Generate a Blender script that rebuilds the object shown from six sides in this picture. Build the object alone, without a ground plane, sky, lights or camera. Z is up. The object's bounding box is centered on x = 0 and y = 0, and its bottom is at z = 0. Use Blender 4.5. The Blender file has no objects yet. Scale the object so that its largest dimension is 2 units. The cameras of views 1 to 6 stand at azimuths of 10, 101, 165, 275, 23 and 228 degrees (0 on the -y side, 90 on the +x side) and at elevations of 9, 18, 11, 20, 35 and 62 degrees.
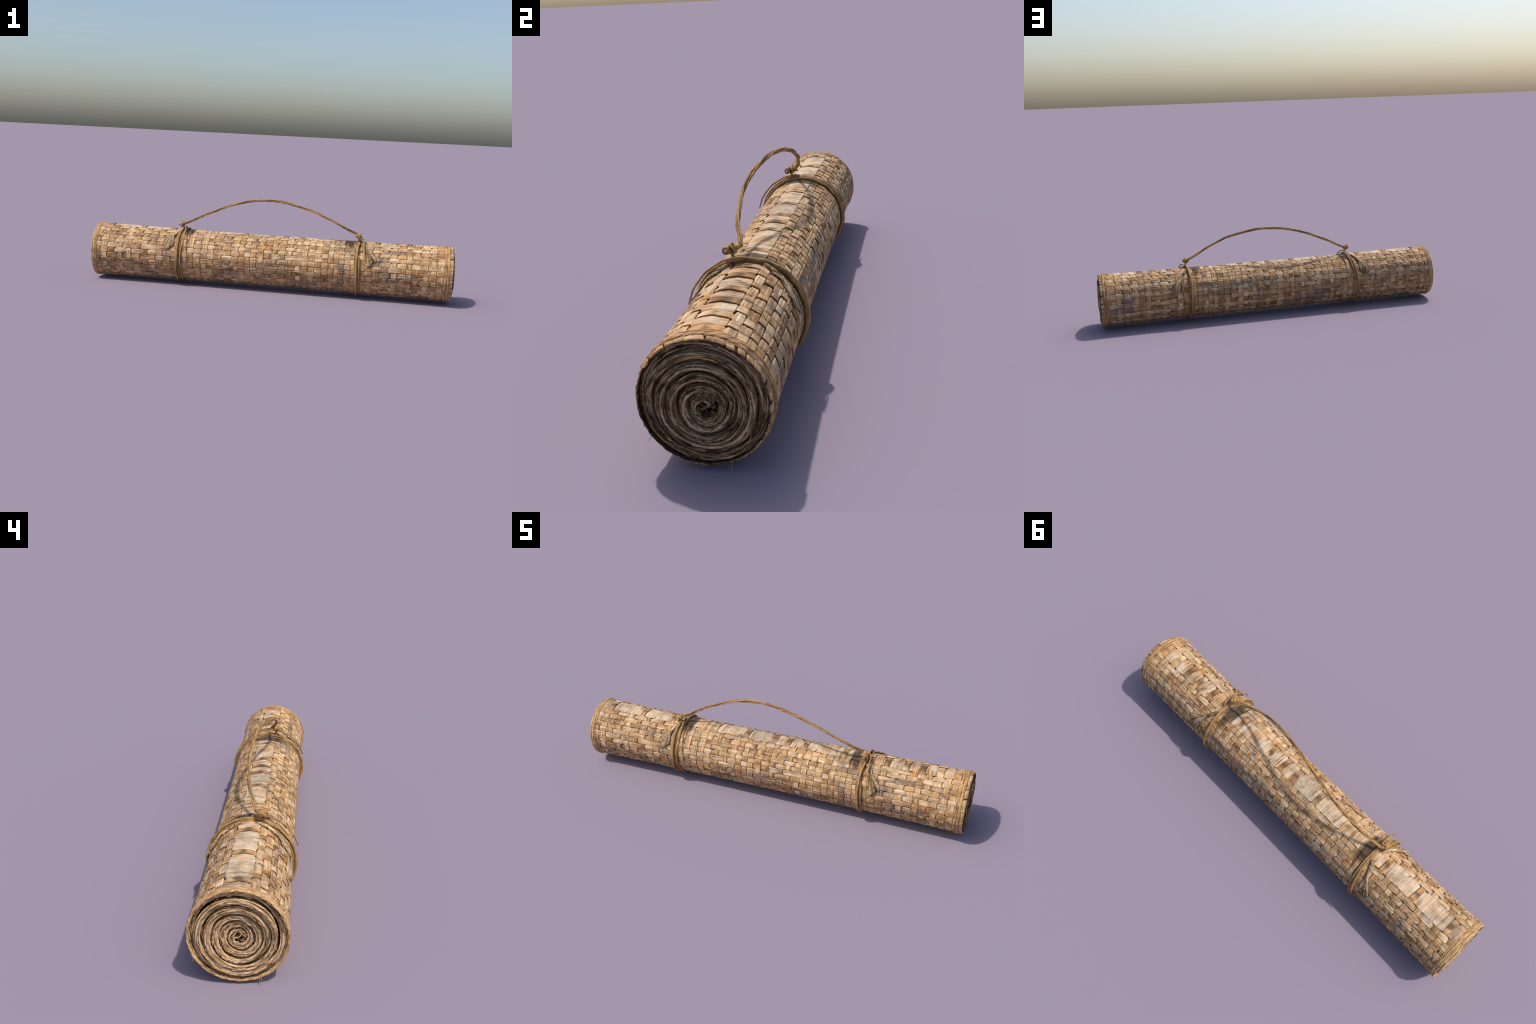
"""A rolled-up woven straw mat, tied with two cords and carried by a cord handle."""
import bpy, math, random
import numpy as np

SEED = 11
rng = np.random.default_rng(SEED)
random.seed(SEED)

CY, CZ = 0.0017, 0.1565          # axis of the roll (runs along x)
HALF = 0.979                   # half length of the woven sheet
D2R = math.pi / 180.0

# ------------------------------------------------------------------ helpers
def smooth(t):
    t = np.clip(t, 0, 1)
    return t * t * (3 - 2 * t)

def wobble(n_knots, period=None, seed=0):
    """smooth 1-D random function on [0,1], values about -1..1"""
    g = np.random.default_rng(seed)
    k = g.uniform(-1, 1, n_knots)
    if period:
        k = np.append(k, k[0])
    xs = np.linspace(0, 1, len(k))
    def f(t):
        t = np.asarray(t, float)
        i = np.clip((t * (len(k) - 1)).astype(int), 0, len(k) - 2)
        u = smooth((t - xs[i]) * (len(k) - 1))
        return k[i] * (1 - u) + k[i + 1] * u
    return f

def facet(theta):
    """the roll is slightly faceted, eighteen soft sides"""
    step = 20 * D2R
    a = np.mod(theta - 8 * D2R, step) - step / 2
    poly = math.cos(step / 2) / np.cos(a)
    return 1 + 0.75 * (poly - 1) 

def roll_radius(x, theta):
    """outer radius of the roll: slimmer in the middle, fuller at the ends"""
    base = 0.1424 + 0.0066 * (np.abs(x) / 0.98) ** 2.5
    return base * facet(theta)

def on_roll(x, theta, r):
    """theta: 0 = front (-y), 90 deg = top, 180 deg = back"""
    return np.stack([x + 0 * r, CY - r * np.cos(theta), CZ + r * np.sin(theta)], -1)

def make_mesh(name, verts, faces, smooth_shade=True):
    me = bpy.data.meshes.new(name)
    verts = np.asarray(verts, np.float32).reshape(-1, 3)
    faces = np.asarray(faces, np.int32)
    me.vertices.add(len(verts))
    me.vertices.foreach_set("co", verts.ravel())
    n, k = faces.shape
    me.loops.add(n * k)
    me.loops.foreach_set("vertex_index", faces.ravel())
    me.polygons.add(n)
    me.polygons.foreach_set("loop_start", np.arange(0, n * k, k, dtype=np.int32))
    me.polygons.foreach_set("loop_total", np.full(n, k, np.int32))
    me.polygons.foreach_set("use_smooth", np.full(n, smooth_shade, bool))
    me.update(calc_edges=True)
    me.validate()
    return me

def grid_faces(nu, nv, wrap_u=False, wrap_v=True):
    iu = np.arange(nu if wrap_u else nu - 1)
    iv = np.arange(nv if wrap_v else nv - 1)
    U, V = np.meshgrid(iu, iv, indexing='ij')
    U2, V2 = (U + 1) % nu, (V + 1) % nv
    return np.stack([U * nv + V, U2 * nv + V, U2 * nv + V2, U * nv + V2], -1).reshape(-1, 4)

def end_caps(nu, nv):
    """fan-like quads that close both ends of a tube of nv sided rings (nv even)"""
    out = []
    for base, flip in ((0, False), ((nu - 1) * nv, True)):
        for i in range(nv // 2 - 1):
            q = [base + i, base + i + 1, base + nv - 2 - i, base + nv - 1 - i]
            out.append(q[::-1] if flip else q)
    return np.array(out)

def add(name, me, parent, mat):
    ob = bpy.data.objects.new(name, me)
    bpy.context.scene.collection.objects.link(ob)
    ob.parent = parent
    if mat is not None:
        me.materials.clear()
        me.materials.append(mat)
    return ob

def spline(points, n):
    """Catmull-Rom through control points, n samples"""
    P = np.asarray(points, float)
    P = np.vstack([2 * P[0] - P[1], P, 2 * P[-1] - P[-2]])
    t = np.linspace(0, len(P) - 3 - 1e-9, n)
    i = t.astype(int)
    u = (t - i)[:, None]
    a, b, c, d = P[i], P[i + 1], P[i + 2], P[i + 3]
    return 0.5 * (2 * b + (c - a) * u + (2 * a - 5 * b + 4 * c - d) * u ** 2 + (3 * b - a - 3 * c + d) * u ** 3)

def frames(path, closed=False):
    T = np.gradient(path, axis=0)
    if closed:
        T = np.roll(path, -1, 0) - np.roll(path, 1, 0)
    T /= np.linalg.norm(T, axis=1)[:, None] + 1e-12
    N = np.zeros_like(T)
    ref = np.array([0, 0, 1.0]) if abs(T[0, 2]) < 0.9 else np.array([0, 1.0, 0])
    n = ref - T[0] * (ref @ T[0])
    for k in range(len(T)):
        n = n - T[k] * (n @ T[k])
        n /= np.linalg.norm(n) + 1e-12
        N[k] = n
    B = np.cross(T, N)
    if closed:                      # spread the closing mismatch
        n2 = N[-1] - T[0] * (N[-1] @ T[0])
        ang = math.atan2(n2 @ B[0], n2 @ N[0])
        a = -ang * np.arange(len(T)) / len(T)
        N, B = N * np.cos(a)[:, None] + B * np.sin(a)[:, None], B * np.cos(a)[:, None] - N * np.sin(a)[:, None]
    return T, N, B

def tube(path, radius, sides=14, lobes=5, groove=0.12, lay=0.05, closed=False,
         flat=1.0, frame=None, taper=0.0, seed=0):
    """a fibrous strand: lobed section (the fibres) that winds with lay length `lay`"""
    path = np.asarray(path, float)
    n = len(path)
    T, N, B = frames(path, closed) if frame is None else frame
    seg = np.linalg.norm(np.diff(path, axis=0), axis=1)
    s = np.concatenate([[0], np.cumsum(seg)])
    total = s[-1]
    turns = total / lay
    if closed:
        turns = round(turns)
    rad = radius * np.ones(n)
    w = wobble(max(4, int(total / 0.03)), closed, seed)
    rad = rad * (1 + 0.10 * w(s / total))
    if taper:
        rad = rad * (1 - taper * smooth((s / total - 0.6) / 0.4))
    a = np.arange(sides) / sides * 2 * math.pi
    g = np.random.default_rng(seed + 77)
    ph = g.uniform(0, 6.28, 3)
    spin = 2 * math.pi * turns * s / total
    A = a[None, :] - spin[:, None]
    prof = 1 + groove * (np.cos(lobes * A + ph[0]) * 0.6 + np.cos((lobes + 2) * A + ph[1]) * 0.4)
    r = rad[:, None] * prof
    X = r * np.cos(a)[None, :]
    Y = r * np.sin(a)[None, :] * flat
    V = path[:, None, :] + X[..., None] * B[:, None, :] + Y[..., None] * N[:, None, :]
    F = grid_faces(n, sides, wrap_u=closed)
    if not closed:
        F = np.vstack([F, end_caps(n, sides)])
    return V.reshape(-1, 3), F

def join_parts(parts):
    vs, fs, o = [], [], 0
    for v, f in parts:
        vs.append(v)
        fs.append(f + o)
        o += len(v)
    return np.vstack(vs), np.vstack(fs)

# ---------------------------------------------------------------- materials
class Nodes:
    def __init__(self, name):
        self.mat = bpy.data.materials.new(name)
        self.mat.use_nodes = True
        self.t = self.mat.node_tree
        self.t.nodes.clear()
        self.out = self.t.nodes.new("ShaderNodeOutputMaterial")
        self.bsdf = self.t.nodes.new("ShaderNodeBsdfPrincipled")
        self.t.links.new(self.bsdf.outputs[0], self.out.inputs[0])
        self.coord = self.t.nodes.new("ShaderNodeTexCoord").outputs["Object"]
    def new(self, kind, **kw):
        n = self.t.nodes.new(kind)
        for k, v in kw.items():
            setattr(n, k, v)
        return n
    def put(self, sock, v):
        if isinstance(v, bpy.types.NodeSocket):
            self.t.links.new(v, sock)
        else:
            sock.default_value = v
    def mapped(self, scale, loc=(0, 0, 0), vec=None):
        m = self.new("ShaderNodeMapping")
        self.put(m.inputs["Vector"], vec or self.coord)
        m.inputs["Scale"].default_value = scale
        self.put(m.inputs["Location"], loc)
        return m.outputs[0]
    def noise(self, vec, scale=1.0, detail=3.0, rough=0.55, dist=0.0):
        n = self.new("ShaderNodeTexNoise")
        self.put(n.inputs["Vector"], vec)
        n.inputs["Scale"].default_value = scale
        n.inputs["Detail"].default_value = detail
        n.inputs["Roughness"].default_value = rough
        n.inputs["Distortion"].default_value = dist
        return n.outputs["Fac"]
    def ramp(self, fac, stops, interp='LINEAR'):
        n = self.new("ShaderNodeValToRGB")
        n.color_ramp.interpolation = interp
        e = n.color_ramp.elements
        while len(e) < len(stops):
            e.new(0.5)
        for el, (p, c) in zip(e, stops):
            el.position = p
            el.color = (*c, 1) if len(c) == 3 else c
        self.put(n.inputs[0], fac)
        return n.outputs[0]
    def mask(self, fac, lo, hi):
        n = self.new("ShaderNodeMapRange", interpolation_type='SMOOTHSTEP')
        self.put(n.inputs["Value"], fac)
        n.inputs["From Min"].default_value = lo
        n.inputs["From Max"].default_value = hi
        return n.outputs[0]
    def math(self, op, a, b=0.0):
        n = self.new("ShaderNodeMath", operation=op)
        self.put(n.inputs[0], a)
        self.put(n.inputs[1], b)
        return n.outputs[0]
    def mix(self, fac, a, b, mode='MIX'):
        n = self.new("ShaderNodeMix", data_type='RGBA', blend_type=mode)
        self.put(n.inputs[0], fac)
        for i, v in ((6, a), (7, b)):
            self.put(n.inputs[i], (*v, 1) if isinstance(v, tuple) and len(v) == 3 else v)
        return n.outputs[2]
    def random(self):
        return self.new("ShaderNodeObjectInfo").outputs["Random"]
    def finish(self, colour, rough=0.75, bump=None, strength=0.3, distance=0.001, spec=0.25):
        self.put(self.bsdf.inputs["Base Color"], colour)
        self.put(self.bsdf.inputs["Roughness"], rough)
        self.bsdf.inputs["Specular IOR Level"].default_value = spec
        if bump is not None:
            b = self.new("ShaderNodeBump")
            b.inputs["Strength"].default_value = strength
            b.inputs["Distance"].default_value = distance
            self.put(b.inputs["Height"], bump)
            self.t.links.new(b.outputs[0], self.bsdf.inputs["Normal"])
        return self.mat

def offset_by_random(n, amount=37.0):
    """shift texture space per object so strips differ"""
    c = n.new("ShaderNodeCombineXYZ")
    r = n.random()
    n.put(c.inputs[0], n.math('MULTIPLY', r, amount))
    n.put(c.inputs[1], n.math('MULTIPLY', r, amount * 0.7))
    n.put(c.inputs[2], n.math('MULTIPLY', r, amount * 1.3))
    return c.outputs[0]

def painted_loop_shadow(n):
    """two cord-loop shadows painted dark on top of the roll, on the inner side of each tie"""
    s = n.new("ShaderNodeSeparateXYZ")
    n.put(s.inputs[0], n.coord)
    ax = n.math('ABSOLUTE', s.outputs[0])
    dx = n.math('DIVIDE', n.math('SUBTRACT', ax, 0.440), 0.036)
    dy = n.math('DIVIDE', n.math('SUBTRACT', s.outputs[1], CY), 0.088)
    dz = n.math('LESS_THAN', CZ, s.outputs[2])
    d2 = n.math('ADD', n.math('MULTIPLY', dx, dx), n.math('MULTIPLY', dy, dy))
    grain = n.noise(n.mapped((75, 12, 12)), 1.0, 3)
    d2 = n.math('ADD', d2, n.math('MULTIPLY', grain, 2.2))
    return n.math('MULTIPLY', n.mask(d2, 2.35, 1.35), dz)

def strip_material(name, along_x, stops, orange, grey_amount, crest=False):
    n = Nodes(name)
    off = offset_by_random(n)
    if along_x:
        fine = n.noise(n.mapped((9, 330, 330), off), 1.0, 4, 0.6)
        coarse = n.noise(n.mapped((14, 90, 90), off), 1.0, 3, 0.5)
    else:
        fine = n.noise(n.mapped((420, 9, 9), off), 1.0, 4, 0.6)
        coarse = n.noise(n.mapped((110, 16, 16), off), 1.0, 3, 0.5)
    if crest:                        # flattened, smeared reed: grain runs round the roll
        fine = n.noise(n.mapped((230, 7, 7), off), 1.0, 4, 0.6)
        coarse = n.noise(n.mapped((60, 6, 6), off), 1.0, 3, 0.5)
    patch = n.noise(n.mapped((17, 24, 24), off), 1.0, 2, 0.5)
    tone = n.math('ADD', n.math('MULTIPLY', fine, 0.42), n.math('MULTIPLY', coarse, 0.30))
    tone = n.math('ADD', tone, n.math('MULTIPLY', patch, 0.33))
    tone = n.math('ADD', tone, n.math('MULTIPLY', n.math('SUBTRACT', n.random(), 0.5), 0.09))
    col = n.ramp(tone, stops)
    # honey-coloured reed against silvery weathered reed
    warm = n.noise(n.mapped((10, 15, 15), off), 1.0, 2)
    col = n.mix(n.math('MULTIPLY', n.mask(warm, 0.47, 0.68), 0.75), col, orange, 'MULTIPLY')
    # grey mildew blotches, shared by all strips (whole-object noise)
    blot = n.noise(n.mapped((6.5, 11, 11), (3.1, 0.7, 5.2)), 1.0, 4, 0.6, 0.6)
    speck = n.noise(n.mapped((55, 80, 80)), 1.0, 3, 0.6)
    m = n.mask(n.math('ADD', n.math('MULTIPLY', blot, 0.8), n.math('MULTIPLY', speck, 0.25)), 0.53, 0.68)
    col = n.mix(n.math('MULTIPLY', m, grey_amount), col, (0.155, 0.125, 0.105))
    if crest:                        # brown flecks across the smeared crest
        fl = n.noise(n.mapped((55, 15, 15), (1.3, 0, 0)), 1.0, 3, 0.6)
        col = n.mix(n.math('MULTIPLY', n.mask(fl, 0.56, 0.66), 0.72), col, (0.110, 0.058, 0.026))
    # thin dark splits along the fibre
    split = n.mask(fine, 0.40, 0.30)
    col = n.mix(n.math('MULTIPLY', split, 0.55), col, (0.16, 0.095, 0.05))
    if not along_x:                  # brown scorch where the reeds bend over the crest
        sp = n.new("ShaderNodeSeparateXYZ")
        n.put(sp.inputs[0], n.coord)
        ay = n.math('ABSOLUTE', n.math('SUBTRACT', sp.outputs[1], CY))
        ay = n.math('ADD', ay, n.math('MULTIPLY', n.noise(n.mapped((45, 30, 30), off), 1.0, 3), 0.05))
        ay = n.math('ADD', ay, n.math('MULTIPLY', n.noise(n.mapped((9, 1, 1), (4.0, 0, 0)), 1.0, 1), 0.05))
        bm = n.math('MULTIPLY', n.mask(ay, 0.078, 0.046), n.math('LESS_THAN', CZ, sp.outputs[2]))
        col = n.mix(n.math('MULTIPLY', bm, 0.80), col, (0.085, 0.045, 0.020))
    col = n.mix(n.math('MULTIPLY', painted_loop_shadow(n), 0.90), col, (0.034, 0.019, 0.010))
    return n.finish(col, 0.78, fine, 0.5, 0.0012, 0.2)

def cord_material(name, stops, streak, vary=0.10):
    n = Nodes(name)
    off = offset_by_random(n, 11)
    s = n.noise(n.mapped(streak, off), 1.0, 4, 0.65)
    p = n.noise(n.mapped((25, 25, 25), off), 1.0, 2)
    tone = n.math('ADD', n.math('MULTIPLY', s, 0.75), n.math('MULTIPLY', p, 0.25))
    tone = n.math('ADD', tone, n.math('MULTIPLY', n.math('SUBTRACT', n.random(), 0.5), vary))
    return n.finish(n.ramp(tone, stops), 0.8, s, 0.5, 0.001, 0.2)

def coil_material(name, stops):
    """streaks that run round the rolled end"""
    n = Nodes(name)
    sp = n.new("ShaderNodeSeparateXYZ")
    n.put(sp.inputs[0], n.coord)
    y = n.math('SUBTRACT', sp.outputs[1], CY)
    z = n.math('SUBTRACT', sp.outputs[2], CZ - 0.009)
    r = n.math('SQRT', n.math('ADD', n.math('MULTIPLY', y, y), n.math('MULTIPLY', z, z)))
    c = n.new("ShaderNodeCombineXYZ")
    n.put(c.inputs[0], n.math('MULTIPLY', r, 230))
    n.put(c.inputs[1], n.math('MULTIPLY', n.math('ARCTAN2', y, z), 2.6))
    n.put(c.inputs[2], n.math('ADD', n.math('MULTIPLY', sp.outputs[0], 150), n.math('MULTIPLY', n.random(), 31)))
    s = n.noise(c.outputs[0], 1.0, 4, 0.65)
    p = n.noise(n.mapped((30, 30, 30), offset_by_random(n, 11)), 1.0, 3)
    tone = n.math('ADD', n.math('MULTIPLY', s, 0.65), n.math('MULTIPLY', p, 0.35))
    tone = n.math('ADD', tone, n.math('MULTIPLY', n.math('SUBTRACT', n.random(), 0.5), 0.20))
    return n.finish(n.ramp(tone, stops), 0.8, s, 0.6, 0.0012, 0.2)

def plain_material(name, stops, scale, rough=0.85):
    n = Nodes(name)
    f = n.noise(n.mapped(scale), 1.0, 4, 0.6)
    return n.finish(n.ramp(f, stops), rough, f, 0.4, 0.001, 0.15)

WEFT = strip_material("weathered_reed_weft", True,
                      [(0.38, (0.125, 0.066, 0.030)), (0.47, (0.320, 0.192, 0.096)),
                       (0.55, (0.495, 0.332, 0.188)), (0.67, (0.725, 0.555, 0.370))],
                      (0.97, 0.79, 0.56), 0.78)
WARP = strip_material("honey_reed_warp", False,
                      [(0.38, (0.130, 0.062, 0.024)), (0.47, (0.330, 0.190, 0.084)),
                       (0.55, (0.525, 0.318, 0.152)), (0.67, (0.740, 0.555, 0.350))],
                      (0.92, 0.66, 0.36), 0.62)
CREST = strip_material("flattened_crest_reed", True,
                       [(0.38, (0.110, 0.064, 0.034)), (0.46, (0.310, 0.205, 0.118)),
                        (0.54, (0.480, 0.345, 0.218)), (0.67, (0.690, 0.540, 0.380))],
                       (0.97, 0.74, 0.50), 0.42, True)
CORD = cord_material("straw_cord", [(0.30, (0.120, 0.062, 0.022)), (0.46, (0.285, 0.160, 0.060)),
                                    (0.60, (0.465, 0.275, 0.108)), (0.75, (0.610, 0.385, 0.170))], (30, 160, 160))
RINGCORD = cord_material("tie_cord_straw", [(0.30, (0.120, 0.070, 0.028)), (0.46, (0.270, 0.155, 0.061)),
                                            (0.60, (0.440, 0.262, 0.108)), (0.75, (0.585, 0.375, 0.178))], (260, 30, 30))
TASSEL = cord_material("tassel_straw", [(0.36, (0.070, 0.042, 0.020)), (0.48, (0.250, 0.162, 0.082)),
                                        (0.62, (0.490, 0.350, 0.200)), (0.75, (0.660, 0.520, 0.350))], (120, 120, 40), 0.26)
BIND = cord_material("binding_straw", [(0.34, (0.130, 0.064, 0.026)), (0.46, (0.360, 0.205, 0.090)),
                                       (0.58, (0.560, 0.355, 0.175)), (0.72, (0.730, 0.530, 0.320))], (300, 26, 26))
COIL = coil_material("coiled_straw", [(0.36, (0.042, 0.022, 0.010)), (0.46, (0.225, 0.132, 0.064)),
                                      (0.55, (0.460, 0.302, 0.165)), (0.69, (0.740, 0.540, 0.330))])
CORE = plain_material("dark_inner_straw", [(0.3, (0.030, 0.020, 0.013)), (0.7, (0.085, 0.052, 0.030))], (40, 60, 60))

# --------------------------------------------------------------- the object
root = bpy.data.objects.new("rolled_mat", None)
bpy.context.scene.collection.objects.link(root)
root["label"] = "rolled woven straw mat tied with cords and carrying handle"
root["category"] = "rolled mat"

# ---- inner roll: a dark tube that closes the gaps between the strips
def build_core():
    nt = 90
    th = np.linspace(0, 2 * math.pi, nt, endpoint=False)
    xs = np.linspace(-0.970, 0.970, 60)
    rings = []
    for x in xs:
        rings.append(on_roll(np.full(nt, x), th, roll_radius(x, th) - 0.0072))
    for x in (0.955, -0.955):                     # turn the tube's lip inwards
        rings.append(on_roll(np.full(nt, x), th, np.full(nt, 0.132)))
    rings = [rings[-1]] + rings[:-1]
    return make_mesh("mat_core", np.array(rings), grid_faces(len(rings), nt))

sheet = add("woven_sheet", build_core(), root, CORE)

# ---- layout of the weave
ROWS = [69, 57.5, 47.5, 38.4, 28.8, 18.3, 7, -4.5, -16, -27.5, -38.5, -49, -60, -70, -80]
row_theta = [90.0] + ROWS + [-90.0] + [-180 - t for t in reversed(ROWS)]      # going over the front, under, up the back
n_rows = len(row_theta)
th_rows = np.array(row_theta)                                                # decreasing from 90 to -249
nxt = np.append(th_rows[1:], th_rows[0] - 360)
prv = np.append(th_rows[-1] + 360, th_rows[:-1])
hi_edge = (th_rows + prv) / 2
lo_edge = (th_rows + nxt) / 2
# the crest strip is broad, its neighbours keep the common width
hi_edge[1], lo_edge[0] = 73.6, 73.6
lo_edge[-1], hi_edge[0] = -180 - 73.6, 106.4

WARPS = [-0.945, -0.905, -0.865, -0.815, -0.768, -0.718, -0.672, -0.628, -0.590, -0.545,
         -0.498, -0.452, -0.418, -0.378, -0.339, -0.306, -0.261, -0.212, -0.165, -0.132,
         -0.100, -0.070, -0.029, 0.014, 0.045, 0.089, 0.127, 0.174, 0.208, 0.244,
         0.283, 0.318, 0.349, 0.377, 0.402, 0.433, 0.470, 0.510, 0.548, 0.585,
         0.633, 0.678, 0.725, 0.755, 0.793, 0.840, 0.883, 0.918]
warp_x = np.array(WARPS)
n_warp = len(warp_x)
over = np.where((np.arange(n_rows)[:, None] + np.arange(n_warp)[None, :]) % 2 == 0, 1.0, -1.0)   # +1: weft on top
g = np.random.default_rng(5)
skip = g.random(over.shape) < 0.025                     # a few skipped crossings
over[skip] *= -1
over[0, (over[0] < 0) & (g.random(over.shape[1]) < 0.32)] = 1.0      # the flattened crest strip covers more of the reeds
AMP = 0.0020                                            # rise and fall of the weave
THICK = 0.0015

def plateau(t, nodes, values, flat=0.34):
    """values held near each node, smooth steps between"""
    i = np.clip(np.searchsorted(nodes, t) - 1, 0, len(nodes) - 2)
    u = (t - nodes[i]) / (nodes[i + 1] - nodes[i])
    u = smooth((u - flat) / (1 - 2 * flat))
    return values[i] * (1 - u) + values[i + 1] * u

def groove_profile(na, seed, amount):
    q = np.random.default_rng(seed).normal(0, 1, na)
    q = np.convolve(np.pad(q, 1, mode='edge'), [0.25, 0.5, 0.25], 'valid')
    return q * amount

def split_lines(v, t, count, seed, depth, width, periodic=False):
    """narrow wandering splits along a strip, as relief"""
    g = np.random.default_rng(seed)
    out = 0
    for k in range(count):
        c = (-0.62 + 1.24 * (k + 0.5) / count + g.uniform(-0.12, 0.12)) + 0.10 * wobble(14, periodic, seed + 5 + k)(t)
        on = smooth(0.5 + 1.6 * wobble(22, periodic, seed + 50 + k)(t) + 0.35)
        out = out - depth * on[:, None] * np.exp(-((v[None, :] - c[:, None]) / width) ** 2)
    return out

def weft_mesh(i):
    wide = (i == 0)
    nx, na = 840, (23 if wide else 13)
    x = np.linspace(-0.958, 0.936, nx)
    t = (x + 1) / 2
    nodes = np.concatenate([[-1.0], warp_x, [1.0]])
    vals = np.concatenate([[-over[i, 0]], over[i], [-over[i, -1]]])
    s = plateau(x, nodes, vals)
    c = (hi_edge[i] + lo_edge[i]) / 2 * D2R + (0 if wide else 0.010) * wobble(26, seed=100 + i)(t)
    hw = (hi_edge[i] - lo_edge[i]) / 2 * D2R
    hw = hw * (0.950 + 0.040 * s + 0.040 * wobble(60, seed=300 + i)(t))
    v = np.linspace(-1, 1, na)
    th = c[:, None] + v[None, :] * hw[:, None]
    crown = 0.0008 * (1 - np.abs(v) ** (14 if wide else 5.0))
    gr = groove_profile(na, 500 + i, 0.00034)
    ripple = 0.00030 * wobble(260, seed=700 + i)(t)[:, None] * (1 - v[None, :] ** 2)
    ripple = ripple + 0.00020 * np.stack([wobble(150, seed=9000 + 31 * i + k)(t) for k in range(na)], 1)
    if not wide:
        ripple = ripple + split_lines(v, t, 1 + i % 2, 21000 + i, 0.0011, 0.13)
    mid = roll_radius(x[:, None], th) - 0.0032
    top = mid + AMP * s[:, None] + crown[None, :] + gr[None, :] + ripple
    bot_v = np.array([1, 0.5, 0, -0.5, -1.0]) if wide else np.array([1, 0, -1.0])
    thb = c[:, None] + bot_v[None, :] * hw[:, None] * 0.985
    bot = roll_radius(x[:, None], thb) - 0.0032 + AMP * s[:, None] - THICK
    X = np.repeat(x[:, None], na + len(bot_v), 1)
    V = on_roll(X, np.hstack([th, thb]), np.hstack([top, bot]))
    nv = na + len(bot_v)
    F = np.vstack([grid_faces(nx, nv), end_caps(nx, nv)])
    return make_mesh("weft_strip", V, F)

def warp_mesh(j):
    nt, na = 420, 13
    th = np.linspace(105.2, -254.8, nt, endpoint=False)
    t = np.linspace(0, 1, nt, endpoint=False)
    order = np.argsort(th_rows)
    nodes = np.concatenate([[th_rows[order[-1]] - 360], th_rows[order], [th_rows[order[0]] + 360]])
    vals = np.concatenate([[over[order[-1], j]], over[order, j], [over[order[0], j]]])
    s = -plateau(th, nodes, vals)
    # the crossing under or over the broad crest strip is long
    d = np.abs(np.mod(th - 90 + 180, 360) - 180)
    s = np.where(d < 22, -over[0, j] + (s + over[0, j]) * smooth((d - 11) / 7), s)
    gap = min(warp_x[j] - warp_x[j - 1] if j else 0.05, warp_x[j + 1] - warp_x[j] if j < n_warp - 1 else 0.05)
    hwb = min(0.0130, 0.45 * gap) * (1 + 0.12 * wobble(5, seed=40 + j)(0.37))
    hw = hwb * (0.97 + 0.03 * s + 0.06 * wobble(40, True, 1300 + j)(t))
    xc = warp_x[j] + 0.0022 * wobble(16, True, 1500 + j)(t)
    v = np.linspace(-1, 1, na)
    x = xc[:, None] + v[None, :] * hw[:, None]
    thr = th[:, None] * D2R + 0 * x
    crown = 0.0006 * (1 - np.abs(v) ** 5)
    gr = groove_profile(na, 1700 + j, 0.00050)
    ripple = 0.00022 * np.stack([wobble(70, True, 12000 + 31 * j + k)(t) for k in range(na)], 1)
    ripple = ripple + split_lines(v, t, 2 + j % 2, 23000 + 7 * j, 0.0010, 0.11, True)
    top = roll_radius(x, thr) - 0.0032 + AMP * s[:, None] + crown[None, :] + gr[None, :] + ripple
    bv = np.array([1, 0, -1.0])
    xb = xc[:, None] + bv[None, :] * hw[:, None] * 0.98
    thb = th[:, None] * D2R + 0 * xb
    bot = roll_radius(xb, thb) - 0.0032 + AMP * s[:, None] - THICK
    V = on_roll(np.hstack([x, xb]), np.hstack([thr, thb]), np.hstack([top, bot]))
    return make_mesh("warp_strip", V, grid_faces(nt, na + 3, wrap_u=True))

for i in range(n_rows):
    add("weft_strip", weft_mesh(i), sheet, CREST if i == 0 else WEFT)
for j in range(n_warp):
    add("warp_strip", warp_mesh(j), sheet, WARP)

# ---- bindings at both ends of the sheet
def ring_path(xf, rf, n=260):
    th = np.linspace(0, 2 * math.pi, n, endpoint=False)
    return on_roll(xf(th), th, rf(th))

def hoop(name, x0, half_width, thick, lift, seed, parent=root, mat=None, lay=0.09, lobes=4):
    w = wobble(14, True, seed)
    th = np.linspace(0, 2 * math.pi, 320, endpoint=False)
    xx = x0 + 0.0015 * w(th / (2 * math.pi))
    P = on_roll(xx, th, roll_radius(xx, th) + lift)
    T = np.roll(P, -1, 0) - np.roll(P, 1, 0)
    T /= np.linalg.norm(T, axis=1)[:, None]
    N = np.stack([0 * th, -np.cos(th), np.sin(th)], 1)
    B = np.cross(T, N)
    B /= np.linalg.norm(B, axis=1)[:, None]
    V, F = tube(P, half_width, 20, lobes, 0.22, lay, True, thick / half_width, (T, N, B), seed=seed)
    return add(name, make_mesh(name, V, F), parent, mat or BIND)

hoop("binding_strand", 0.9435, 0.0072, 0.0042, -0.0014, 21)
hoop("binding_strand", 0.9570, 0.0072, 0.0042, -0.0012, 22)
hoop("binding_strand", -0.9560, 0.0050, 0.0034, -0.0020, 23)
hoop("binding_strand", -0.9655, 0.0058, 0.0042, -0.0010, 24)
hoop("binding_strand", -0.9750, 0.0056, 0.0042, -0.0012, 25)

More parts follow.
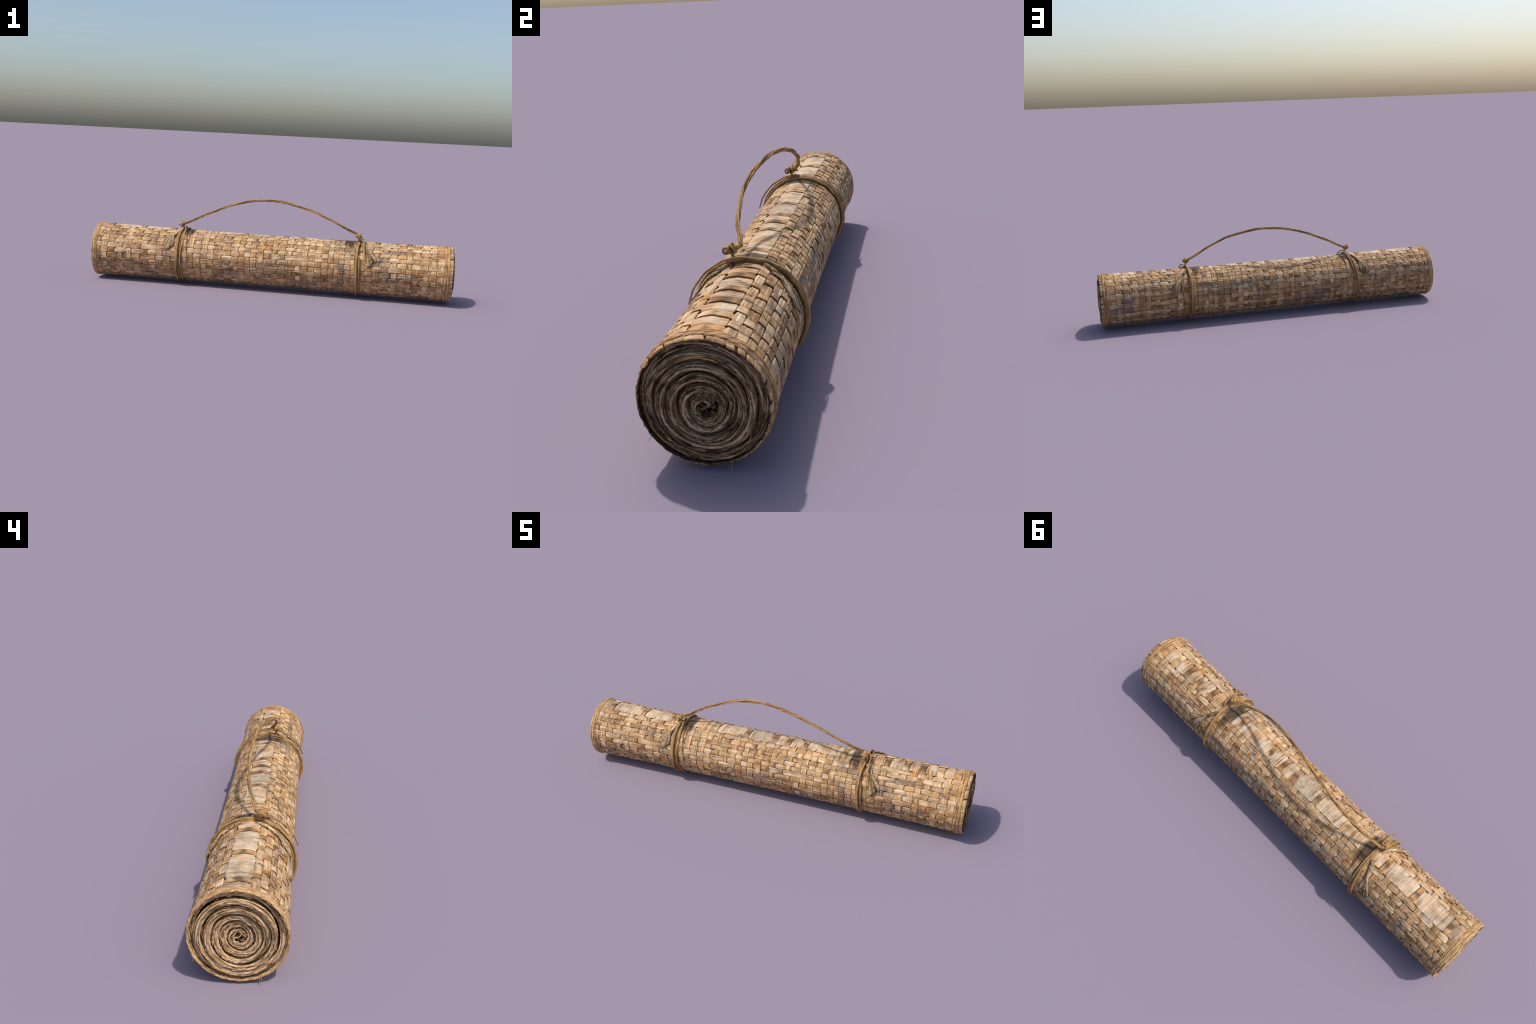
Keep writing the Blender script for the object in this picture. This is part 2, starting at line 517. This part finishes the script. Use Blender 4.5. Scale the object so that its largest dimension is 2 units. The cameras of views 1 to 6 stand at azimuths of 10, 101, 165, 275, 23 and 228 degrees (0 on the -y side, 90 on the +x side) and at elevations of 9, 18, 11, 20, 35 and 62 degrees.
# flat overcast stitches that wrap the right-hand edge
def stitch_mesh(seed):
    n, m = 9, 14
    u = np.linspace(0, 1, n)
    P = np.stack([0.9635 + 0.0165 * u, 0.0060 * (u - 0.5), -0.0022 - 0.0030 * u ** 4], 1)   # local: x, tangent, radial
    a = np.arange(m) / m * 2 * math.pi
    w = 0.0112 * (1 - 0.12 * np.abs(2 * u - 1) ** 4)
    g = np.random.default_rng(seed)
    ridge = 1 + 0.35 * np.cos(3 * a + g.uniform(0, 6))
    sgn = lambda q, e: np.sign(q) * np.abs(q) ** e
    V = P[:, None, :] + np.stack([0 * a[None, :] * u[:, None], sgn(np.cos(a), 0.7)[None, :] * w[:, None], (sgn(np.sin(a), 0.6) * 0.0017 * ridge)[None, :] + 0 * w[:, None]], -1)
    return make_mesh("edge_stitch", V, np.vstack([grid_faces(n, m), end_caps(n, m)]))

edge_band = hoop("edge_band", 0.9720, 0.0080, 0.0022, -0.0060, 26, mat=CORE)
stitches = [stitch_mesh(k) for k in range(4)]
for st in stitches:
    st.materials.append(BIND)
n_st = 40
gs = np.random.default_rng(9)
for k in range(n_st):
    th = (k + gs.uniform(-0.15, 0.15)) / n_st * 2 * math.pi
    ob = bpy.data.objects.new("edge_stitch", stitches[k % 4])
    bpy.context.scene.collection.objects.link(ob)
    ob.parent = edge_band
    r = float(roll_radius(0.97, np.array(th)))
    # local radial axis z, tangent y
    ob.location = (0, CY - r * math.cos(th), CZ + r * math.sin(th))
    ob.rotation_euler = (math.pi / 2 - th, 0, 0)
    ob.scale = (1, gs.uniform(0.85, 1.08), gs.uniform(0.85, 1.15))

# ---- the rolled ends: a spiral of twisted straw
def spiral_center(q):
    """centre drifts from the hole (low) to the axis as the coil grows"""
    return np.stack([CY * np.ones_like(q), CZ - 0.018 * (1 - q)], -1)

def spiral_path(side, r0, r1, pitch, n):
    turns = (r1 - r0) / pitch
    phi = np.linspace(0, turns * 2 * math.pi, n)
    # even arc-length stepping
    r = r0 + pitch * phi / (2 * math.pi)
    L = np.cumsum(r)
    phi = np.interp(np.linspace(L[0], L[-1], n), L, phi)
    r = r0 + pitch * phi / (2 * math.pi)
    r = np.minimum(r, R_RIM)                 # the last turn lies against the rim
    q = smooth((r - r0) / (R_RIM - r0))
    c = spiral_center(q)
    # the layers are uneven: bulges carry over from turn to turn and fade
    r = r * (1 + 0.030 * np.sin(2 * phi + 0.4 * side) * (1 - q) + 0.014 * np.sin(3.07 * phi + 1.0) * (1 - q))
    r = r + 0.0022 * wobble(38, seed=64 + side)(phi / phi[-1]) * (1 - q)
    ang = phi + 0.6
    y = c[:, 0] + side * r * np.cos(ang)
    z = c[:, 1] + r * np.sin(ang)
    return phi, r, np.stack([0 * y, y, z], 1)

def ridge_x(side, r):
    """how far out the edge of the rolled layer stands, by distance from the hole"""
    r = np.asarray(r, float)
    low = 0.966 if side > 0 else 0.952            # the left end is pushed in further
    crown = low + (0.983 - low) * smooth((r - 0.02) / 0.085)
    return crown - 0.017 * smooth((r - 0.122) / 0.014)

PITCH = 0.0228
R_IN, R_OUT, R_RIM = 0.0175, 0.157, 0.1378

def build_end(side):
    n = 1300
    phi, r, P = spiral_path(side, R_IN, R_OUT, PITCH, n)
    T, _, _ = frames(P)
    N = np.tile([side * 1.0, 0, 0], (n, 1))
    B = np.cross(T, N)
    s = np.concatenate([[0], np.cumsum(np.linalg.norm(np.diff(P, axis=0), axis=1))])
    u = s / s[-1]
    lip = ridge_x(side, r) + 0.0022 * wobble(24, seed=99 + side)(u)
    swell = 1 + 0.22 * wobble(20, seed=95 + side)(u)
    objs = []
    # the wall of the rolled layer
    sec = np.array([(-0.0050, -0.055), (-0.0058, -0.030), (-0.0060, -0.012), (-0.0042, -0.005), (0, -0.004),
                    (0.0042, -0.005), (0.0060, -0.012), (0.0058, -0.030), (0.0050, -0.055), (0.0, -0.057)])
    V = P[:, None, :] + B[:, None, :] * (sec[:, 0] * 1.0)[None, :, None] * swell[:, None, None]
    V[..., 0] = side * (lip[:, None] + sec[None, :, 1])
    objs.append(("coiled_layer", V.reshape(-1, 3), np.vstack([grid_faces(n, len(sec)), end_caps(n, len(sec))])))
    # straws bundled along the lip, and others lying down in the groove beside it
    for k in range(9):
        g = np.random.default_rng(60 + k + (0 if side > 0 else 50))
        if k < 7:
            q = (k - 3) / 3
            lat = q * 0.0068
            depth = 0.0010 + 0.0055 * q * q + 0.0045 * (k == 4) + 0.0018 * g.uniform(-1, 1)
        else:
            lat = 0.0114 + (k - 7.5) * 0.0032
            depth = 0.019 + 0.004 * g.uniform(-1, 1)
        lat = lat * swell + 0.0026 * wobble(40, seed=180 + 13 * k + side)(u)
        dep = depth + 0.0034 * wobble(44, seed=480 + 13 * k + side)(u)
        Q = P + B * lat[:, None] * side
        Q[:, 0] = side * (lip - dep)
        keep = slice(0, n) if k < 7 else slice(0, int(n * 0.62))
        Q = Q[keep]
        V, F = tube(Q, 0.0024 * g.uniform(0.7, 1.45), 10, 3, 0.20, 0.05, seed=120 + k, frame=frames(Q))
        objs.append(("coil_strand", V, F))
    return objs

def straw(p0, p1, r0, r1, bend=0.0, seed=0, n=7, sides=6):
    p0, p1 = np.array(p0, float), np.array(p1, float)
    g = np.random.default_rng(seed)
    u = np.linspace(0, 1, n)[:, None]
    off = g.normal(0, 1, 3)
    P = p0 + (p1 - p0) * u + off * bend * u * (1 - u)
    T, N, B = frames(P)
    a = np.arange(sides) / sides * 2 * math.pi
    rr = (r0 + (r1 - r0) * u[:, 0])
    V = P[:, None, :] + rr[:, None, None] * (np.cos(a)[None, :, None] * B[:, None, :] + 0.6 * np.sin(a)[None, :, None] * N[:, None, :])
    return V.reshape(-1, 3), np.vstack([grid_faces(n, sides), end_caps(n, sides)])

def ribbon(path, width, thick, normal, n_across=6, taper=0.3):
    """flat straw: section with rounded edges, lying with its face towards `normal`"""
    P = np.asarray(path, float)
    T = np.gradient(P, axis=0)
    T /= np.linalg.norm(T, axis=1)[:, None]
    N = np.asarray(normal, float)
    N = N - T * np.sum(N * T, 1)[:, None]
    N /= np.linalg.norm(N, axis=1)[:, None]
    B = np.cross(T, N)
    u = np.linspace(0, 1, len(P))
    w = width * (1 - taper * np.abs(2 * u - 1) ** 3)
    a = np.arange(10) / 10 * 2 * math.pi
    V = P[:, None, :] + (np.cos(a)[None, :] * w[:, None])[..., None] * B[:, None, :] + (np.sin(a)[None, :] * thick * np.ones((len(P), 1)))[..., None] * N[:, None, :]
    return V.reshape(-1, 3), np.vstack([grid_faces(len(P), 10), end_caps(len(P), 10)])

def backing(side):
    """the packed layers behind the outer coil, pierced by the core hole"""
    nt = 72
    th = np.linspace(0, 2 * math.pi, nt, endpoint=False)
    rings = []
    deep = 0.018
    for x, r, dz in ((0.70, 0.011, -0.018), (0.935 - deep, 0.013, -0.018), (0.945 - deep, 0.05, -0.012), (0.940, 0.125, 0.0), (0.945, 0.1415, 0.0)):
        p = on_roll(np.full(nt, side * x), th, np.full(nt, r))
        p[:, 2] += dz
        rings.append(p)
    return make_mesh("rolled_end", np.array(rings), grid_faces(len(rings), nt))

for side in (1, -1):
    end = add("rolled_end", backing(side), root, CORE)
    for nm, V, F in build_end(side):
        add(nm, make_mesh(nm, V, F), end, COIL)
    # frayed straw ends along the coils, round the rim and round the hole
    g = np.random.default_rng(200 + side)
    parts = []
    phi, r, P = spiral_path(side, R_IN, R_OUT, PITCH, 1300)
    Tn = np.gradient(P, axis=0)
    Tn /= np.linalg.norm(Tn, axis=1)[:, None]
    for k in range(560):
        i = int(g.integers(10, 1290))
        deepen = g.choice([0.0, 0.018], p=[0.65, 0.35])
        out = (P[i] - [0, CY, CZ - 0.009]) / (r[i] + 1e-6)
        deepen = deepen if r[i] < 0.115 else 0.0
        c = P[i] + out * (0.0114 if deepen else -0.001) + np.array([0, *g.normal(0, 0.0030, 2)])
        c[0] = side * (ridge_x(side, r[i]) - deepen - g.uniform(-0.002, 0.004))
        d = Tn[i] * g.uniform(0.008, 0.026) + np.array([side * g.uniform(-0.001, 0.003), *g.normal(0, 0.0022, 2)])
        parts.append(straw(c - d * 0.5, c + d * 0.5, g.uniform(0.0010, 0.0030), 0.0006, 0.004, 1000 + k))
    for k in range(150):                         # ragged rim
        a = g.uniform(0, 2 * math.pi)
        rr = g.uniform(0.1390, 0.1435)
        t = np.array([0, -math.sin(a), math.cos(a)])
        c = np.array([side * g.uniform(0.966, 0.9795), CY + rr * math.cos(a), CZ + rr * math.sin(a)])
        d = t * g.uniform(0.010, 0.030) + np.array([side * g.uniform(-0.002, 0.002), 0, 0])
        parts.append(straw(c - d * 0.5, c + d * 0.5, g.uniform(0.0012, 0.0024), 0.0006, 0.002, 3000 + k))
    hx0 = float(ridge_x(side, np.array(R_IN)))
    for k in range(60):                          # torn flakes round the hole
        a = g.uniform(0, 2 * math.pi)
        rr = g.uniform(0.013, 0.026)
        c = np.array([side * (hx0 + g.uniform(-0.012, 0.004)), CY + rr * math.cos(a), CZ - 0.018 + rr * math.sin(a)])
        d = np.array([side * g.uniform(-0.004, 0.008), *g.normal(0, 0.0058, 2)])
        parts.append(straw(c, c + d, g.uniform(0.0012, 0.0028), 0.0006, 0.004, 2000 + k))
    fray = add("frayed_straw", make_mesh("frayed_straw", *join_parts(parts)), end, COIL)
    fray["kind"] = "stuff"
    # tongue of the sheet that divides the hole
    u = np.linspace(-1, 1, 14)
    tongue = np.stack([np.full(14, side * (hx0 - 0.010)), CY + side * 0.021 * u, CZ - 0.019 + 0.004 * np.sin(2.6 * u)], 1)
    V, F = ribbon(tongue, 0.010, 0.0016, np.tile([0, 0.2, 1.0], (14, 1)))
    add("inner_flap", make_mesh("inner_flap", V, F), end, COIL)

# loose straws that stick out at the ends
LOOSE = [((0.972, 0.055, 0.024), (0.984, 0.0555, 0.0)), ((0.975, -0.128, 0.096), (0.984, -0.1415, 0.0890)),
         ((0.97, -0.06, 0.283), (1.000, -0.062, 0.279)), ((0.972, -0.115, 0.075), (1.000, -0.119, 0.070)),
         ((0.974, 0.11, 0.17), (0.998, 0.112, 0.172)), ((0.974, 0.10, 0.09), (0.997, 0.103, 0.088)),
         ((-0.972, -0.054, 0.030), (-0.984, -0.0545, 0.0)), ((-0.975, -0.128, 0.215), (-1.000, -0.132, 0.218)),
         ((-0.974, 0.128, 0.092), (-0.985, 0.139, 0.078)), ((-0.974, -0.06, 0.03), (-0.998, -0.064, 0.022)),
         ((-0.974, 0.05, 0.12), (-1.000, 0.052, 0.118))]
for k, (a, b) in enumerate(LOOSE):
    V, F = straw(a, b, 0.0011, 0.0004, 0.004, 300 + k)
    V[:, 0] = np.clip(V[:, 0], -1.0, 1.0)
    V[:, 2] = np.maximum(V[:, 2], 0.0)          # the lowest tips touch the ground
    add("loose_straw", make_mesh("loose_straw", V, F), root, BIND)

# ---- tie cords: two strands looped round the roll at each tie
def tie_strand(name, ctrl, radius, seed, parent):
    """ctrl: (theta in degrees, x, height of the strand's axis over the roll), once round"""
    c = np.array(sorted(ctrl), float)
    c = np.vstack([c[-1] - [360, 0, 0], c, c[0] + [360, 0, 0]])
    th = np.linspace(c[1, 0], c[1, 0] + 360, 260, endpoint=False)
    i = np.clip(np.searchsorted(c[:, 0], th, 'right') - 1, 0, len(c) - 2)
    u = smooth((th - c[i, 0]) / (c[i + 1, 0] - c[i, 0])) * 0.5 + 0.5 * (th - c[i, 0]) / (c[i + 1, 0] - c[i, 0])
    x = c[i, 1] * (1 - u) + c[i + 1, 1] * u
    h = c[i, 2] * (1 - u) + c[i + 1, 2] * u
    P = on_roll(x, th * D2R, roll_radius(x, th * D2R) + h)
    V, F = tube(P, radius, 16, 5, 0.13, 0.16, True, 0.9, seed=seed)
    return add(name, make_mesh(name, V, F), parent, RINGCORD)

TIES = {
    -1: [[(90, -0.477, 0.008), (79, -0.480, 0.009), (61, -0.493, 0.009), (26, -0.491, 0.010), (0, -0.491, 0.010), (-32, -0.497, 0.009),
          (-66, -0.498, 0.007), (-90, -0.490, 0.006), (-118, -0.494, 0.007), (-150, -0.503, 0.008), (-180, -0.500, 0.009), (-215, -0.490, 0.009), (-245, -0.480, 0.009)],
         [(90, -0.470, 0.006), (78, -0.471, 0.006), (38, -0.470, 0.004), (15, -0.472, 0.004), (-7, -0.473, 0.004), (-31, -0.468, 0.004),
          (-60, -0.470, 0.005), (-90, -0.478, 0.005), (-120, -0.478, 0.006), (-150, -0.487, 0.006), (-180, -0.484, 0.006), (-220, -0.476, 0.006), (-250, -0.470, 0.006)]],
    1: [[(90, 0.487, 0.008), (76, 0.489, 0.009), (48, 0.481, 0.009), (22, 0.480, 0.009), (-9, 0.484, 0.010), (-64, 0.487, 0.007),
         (-90, 0.490, 0.006), (-120, 0.487, 0.007), (-150, 0.484, 0.009), (-180, 0.482, 0.010), (-215, 0.480, 0.009), (-245, 0.484, 0.009)],
        [(90, 0.482, 0.005), (70, 0.474, 0.004), (40, 0.480, 0.004), (23, 0.495, 0.004), (-9, 0.499, 0.004), (-58, 0.501, 0.005),
         (-90, 0.499, 0.005), (-120, 0.499, 0.006), (-150, 0.498, 0.006), (-180, 0.494, 0.006), (-220, 0.488, 0.006), (-250, 0.482, 0.006)]],
}
TAILS = {-1: [(88, -0.476, 0.013), (80, -0.473, 0.019), (66, -0.466, 0.021), (48, -0.460, 0.022), (28, -0.456, 0.022), (13, -0.452, 0.021)],
         1: [(92, 0.497, 0.012), (82, 0.505, 0.019), (64, 0.511, 0.020), (46, 0.516, 0.019), (28, 0.521, 0.018), (13, 0.527, 0.017)]}
TASSELS = {-1: dict(root=(72, -0.500), node=(51, -0.526),
                    ends=[(36, -0.573), (29, -0.570), (24, -0.565), (17, -0.559), (17, -0.548), (18, -0.540), (22, -0.522), (30, -0.518), (21, -0.533)]),
           1: dict(root=(66, 0.504), node=(52, 0.529),
                   ends=[(10, 0.541), (11, 0.551), (12, 0.559), (17, 0.563), (20, 0.570), (23, 0.580), (28, 0.586), (14, 0.546), (31, 0.584)])}
KNOTS = {-1: np.array([-0.490, -0.037, 0.332]), 1: np.array([0.481, -0.040, 0.332])}

def roll_points(ctrl, n):
    c = spline(ctrl, n)
    th = c[:, 0] * D2R
    P = on_roll(c[:, 1], th, roll_radius(c[:, 1], th) + c[:, 2])
    return P, np.stack([0 * th, -np.cos(th), np.sin(th)], 1)

for side in (-1, 1):
    a = tie_strand("tie_cord", TIES[side][0], 0.0054, 31 + side, root)
    tie_strand("tie_strand", TIES[side][1], 0.0046, 41 + side, a)
    third = [(t, 0.5 * (xa + np.interp(t, *zip(*sorted((q[0], q[1]) for q in TIES[side][1])))) + 0.004 * math.sin(t * D2R * 2 + side), 0.0018)
             for t, xa, h in TIES[side][0]]
    tie_strand("tie_strand", third, 0.0048, 46 + side, a)
    fourth = [(t, xa - 0.0105 * math.cos((t - 40) * D2R) ** 2, 0.0012) for t, xa, h in TIES[side][0]]
    tie_strand("tie_strand", fourth, 0.0042, 49 + side, a)
    P, Nn = roll_points(TAILS[side], 40)
    V, F = tube(P, 0.0036, 12, 4, 0.14, 0.10, False, 0.85, seed=51 + side, taper=0.25)
    add("cord_tail", make_mesh("cord_tail", V, F), a, RINGCORD)
    # tassels hang on the front and on the back
    spec = TASSELS[side]
    for back in (False, True):
        g = np.random.default_rng(400 + side * 7 + back)
        flip = (lambda t: 180 - t) if back else (lambda t: t)
        (tr, xr), (tn, xn) = spec['root'], spec['node']
        ends = spec['ends']
        V, F = None, None
        neck = [(flip(tr + 6), xr - side * 0.010, 0.002), (flip(tr), xr, 0.003), (flip((tr + tn) / 2), (xr + xn) / 2 - side * 0.001, 0.004), (flip(tn), xn, 0.003)]
        P, Nn = roll_points(neck, 24)
        V, F = tube(P, 0.0078, 14, 5, 0.2, 0.05, False, 0.6, seed=61 + side)
        head = add("tassel", make_mesh("tassel", V, F), root, TASSEL)
        for k, (te, xe) in enumerate(ends):
            for rep in range(1 + k % 2):
                j1, j2 = g.normal(0, 1.6), g.normal(0, 0.003)
                c = [(flip(tn + 9), xn - side * 0.010 + g.normal(0, 0.0015), 0.003),
                     (flip(tn + g.normal(0, 1.5)), xn + g.normal(0, 0.0022), 0.0045 + g.uniform(0, 0.002)),
                     (flip((tn * 0.5 + te * 0.5) + j1 * 0.5), (xn + xe) / 2 + j2 * 0.5, 0.003 + g.uniform(0, 0.003)),
                     (flip(te + j1), xe + j2, 0.0015 + g.uniform(0, 0.004))]
                P, Nn = roll_points(c, 16)
                V, F = ribbon(P, 0.0038 * g.uniform(0.75, 1.3), 0.0020, Nn, taper=0.12)
                add("tassel_straw", make_mesh("tassel_straw", V, F), head, TASSEL)

# ---- carrying handle: three strands twisted loosely, arching from tie to tie
HY = [0.2549, 0.8306, -0.0772, -0.1876, -0.0133]
HZ = [0.6813, 0.0122, -0.8284, -0.0009, 0.4889]
hx = np.linspace(-0.478, 0.474, 220)
hpath = np.stack([hx, np.polyval(HY, hx), np.polyval(HZ, hx)], 1)
# both ends bend into their knots
for side in (-1, 1):
    e = smooth((side * hx - 0.40) / 0.075)[:, None]
    tgt = KNOTS[side] + np.array([0, 0.018, 0.004])
    hpath = hpath * (1 - 0.45 * e) + 0.45 * e * np.stack([hx, np.full_like(hx, tgt[1]), np.polyval(HZ, hx)], 1)
kink = np.stack([0 * hx, 0.0016 * wobble(13, seed=71)((hx + 0.5)), 0.0016 * wobble(13, seed=72)((hx + 0.5))], 1)
hpath += kink
T, N, B = frames(hpath)
s = np.concatenate([[0], np.cumsum(np.linalg.norm(np.diff(hpath, axis=0), axis=1))])
handle = None
for k in range(3):
    a = 2 * math.pi * (s / 0.46) + k * 2 * math.pi / 3 + 0.4 * wobble(9, seed=74)(s / s[-1])
    spread = 0.0037 * (1 + 0.2 * wobble(12, seed=75)(s / s[-1]))
    Q = hpath + B * (np.cos(a) * spread)[:, None] + N * (np.sin(a) * spread)[:, None]
    V, F = tube(Q, 0.0034, 14, 4, 0.18, 0.16, False, 1.0, seed=76 + k)
    if handle is None:
        handle = add("carrying_handle", make_mesh("carrying_handle", V, F), root, CORD)
    else:
        add("handle_strand", make_mesh("handle_strand", V, F), handle, CORD)

# ---- knots: two bands crossed round the handle's end, a cut ear, and the neck down to the tie
def band_loop(c, axis, tilt, ra, rb, width, thick, seed):
    """flattened cord loop round `axis`, tilted about z"""
    axis = axis / np.linalg.norm(axis)
    ca, sa = math.cos(tilt), math.sin(tilt)
    axis = np.array([axis[0] * ca - axis[1] * sa, axis[0] * sa + axis[1] * ca, axis[2]])
    e1 = np.cross(axis, [0, 0, 1.0])
    e1 /= np.linalg.norm(e1)
    e2 = np.cross(e1, axis)
    t = np.linspace(0, 2 * math.pi, 72, endpoint=False)
    sq = lambda q: np.sign(q) * np.abs(q) ** 0.75
    rad = sq(np.cos(t))[:, None] * e1 * ra + sq(np.sin(t))[:, None] * e2 * rb
    P = c + rad
    T = np.roll(P, -1, 0) - np.roll(P, 1, 0)
    T /= np.linalg.norm(T, axis=1)[:, None]
    N = rad / np.linalg.norm(rad, axis=1)[:, None]
    N = N - T * np.sum(N * T, 1)[:, None]
    N /= np.linalg.norm(N, axis=1)[:, None]
    B = np.cross(T, N)
    return tube(P, width, 14, 5, 0.15, 0.06, True, thick / width, (T, N, B), seed=seed)

for side in (-1, 1):
    c = KNOTS[side]
    axis = np.array([0.10 * side, -0.93, -0.36])
    axis /= np.linalg.norm(axis)
    V, F = band_loop(c, axis, 0.60, 0.0140, 0.0098, 0.0058, 0.0030, 81 + side)
    knot = add("knot", make_mesh("knot", V, F), root, CORD)
    V, F = band_loop(c + axis * 0.002, axis, -0.60, 0.0146, 0.0100, 0.0058, 0.0030, 85 + side)
    add("knot_band", make_mesh("knot_band", V, F), knot, CORD)
    # the handle's end passes through the knot and is cut off square
    i_end = 0 if side < 0 else -1
    e = spline([hpath[i_end], c - axis * 0.012, c + axis * 0.004, c + axis * 0.019], 24)
    V, F = tube(e, 0.0060, 14, 5, 0.2, 0.07, seed=95)
    add("knot_core", make_mesh("knot_core", V, F), knot, CORD)
    # ear: a small loop left standing out of the knot
    V, F = band_loop(c + axis * 0.018 + np.array([0, 0, 0.001]), np.array([1.0, 0.15, 0]), 0.0, 0.0075, 0.0085, 0.0048, 0.0026, 88 + side)
    add("knot_ear", make_mesh("knot_ear", V, F), knot, CORD)
    e = spline([c, c + [side * 0.010, -0.008, -0.004], c + [side * 0.018, -0.013, -0.002]], 12)
    V, F = tube(e, 0.0050, 12, 4, 0.16, 0.06, False, 0.8, seed=90)
    add("knot_stub", make_mesh("knot_stub", V, F), knot, CORD)
    for k, d in enumerate(((-side * 0.016, -0.006, 0.004), (side * 0.006, 0.002, 0.016), (-side * 0.008, -0.016, -0.010))):   # ragged cut straws
        V, F = straw(c + np.array(d) * 0.35, c + np.array(d) * 1.12, 0.0040, 0.0028, 0.003, 600 + k, sides=8)
        add("knot_stub", make_mesh("knot_stub", V, F), knot, CORD)
    # neck, from knot into the tie
    th0 = (80 if side < 0 else 78) * D2R
    xb = TIES[side][0][1][1]
    foot = on_roll(np.array(xb), np.array(th0), roll_radius(np.array(xb), np.array(th0)) + 0.006)
    neck = spline([c + [0, -0.002, -0.006], c * 0.5 + foot * 0.5 + [0, -0.006, 0], foot], 16)
    V, F = tube(neck, 0.0044, 12, 4, 0.14, 0.06, seed=84 + side)
    add("knot_neck", make_mesh("knot_neck", V, F), knot, CORD)

bpy.context.view_layer.update()
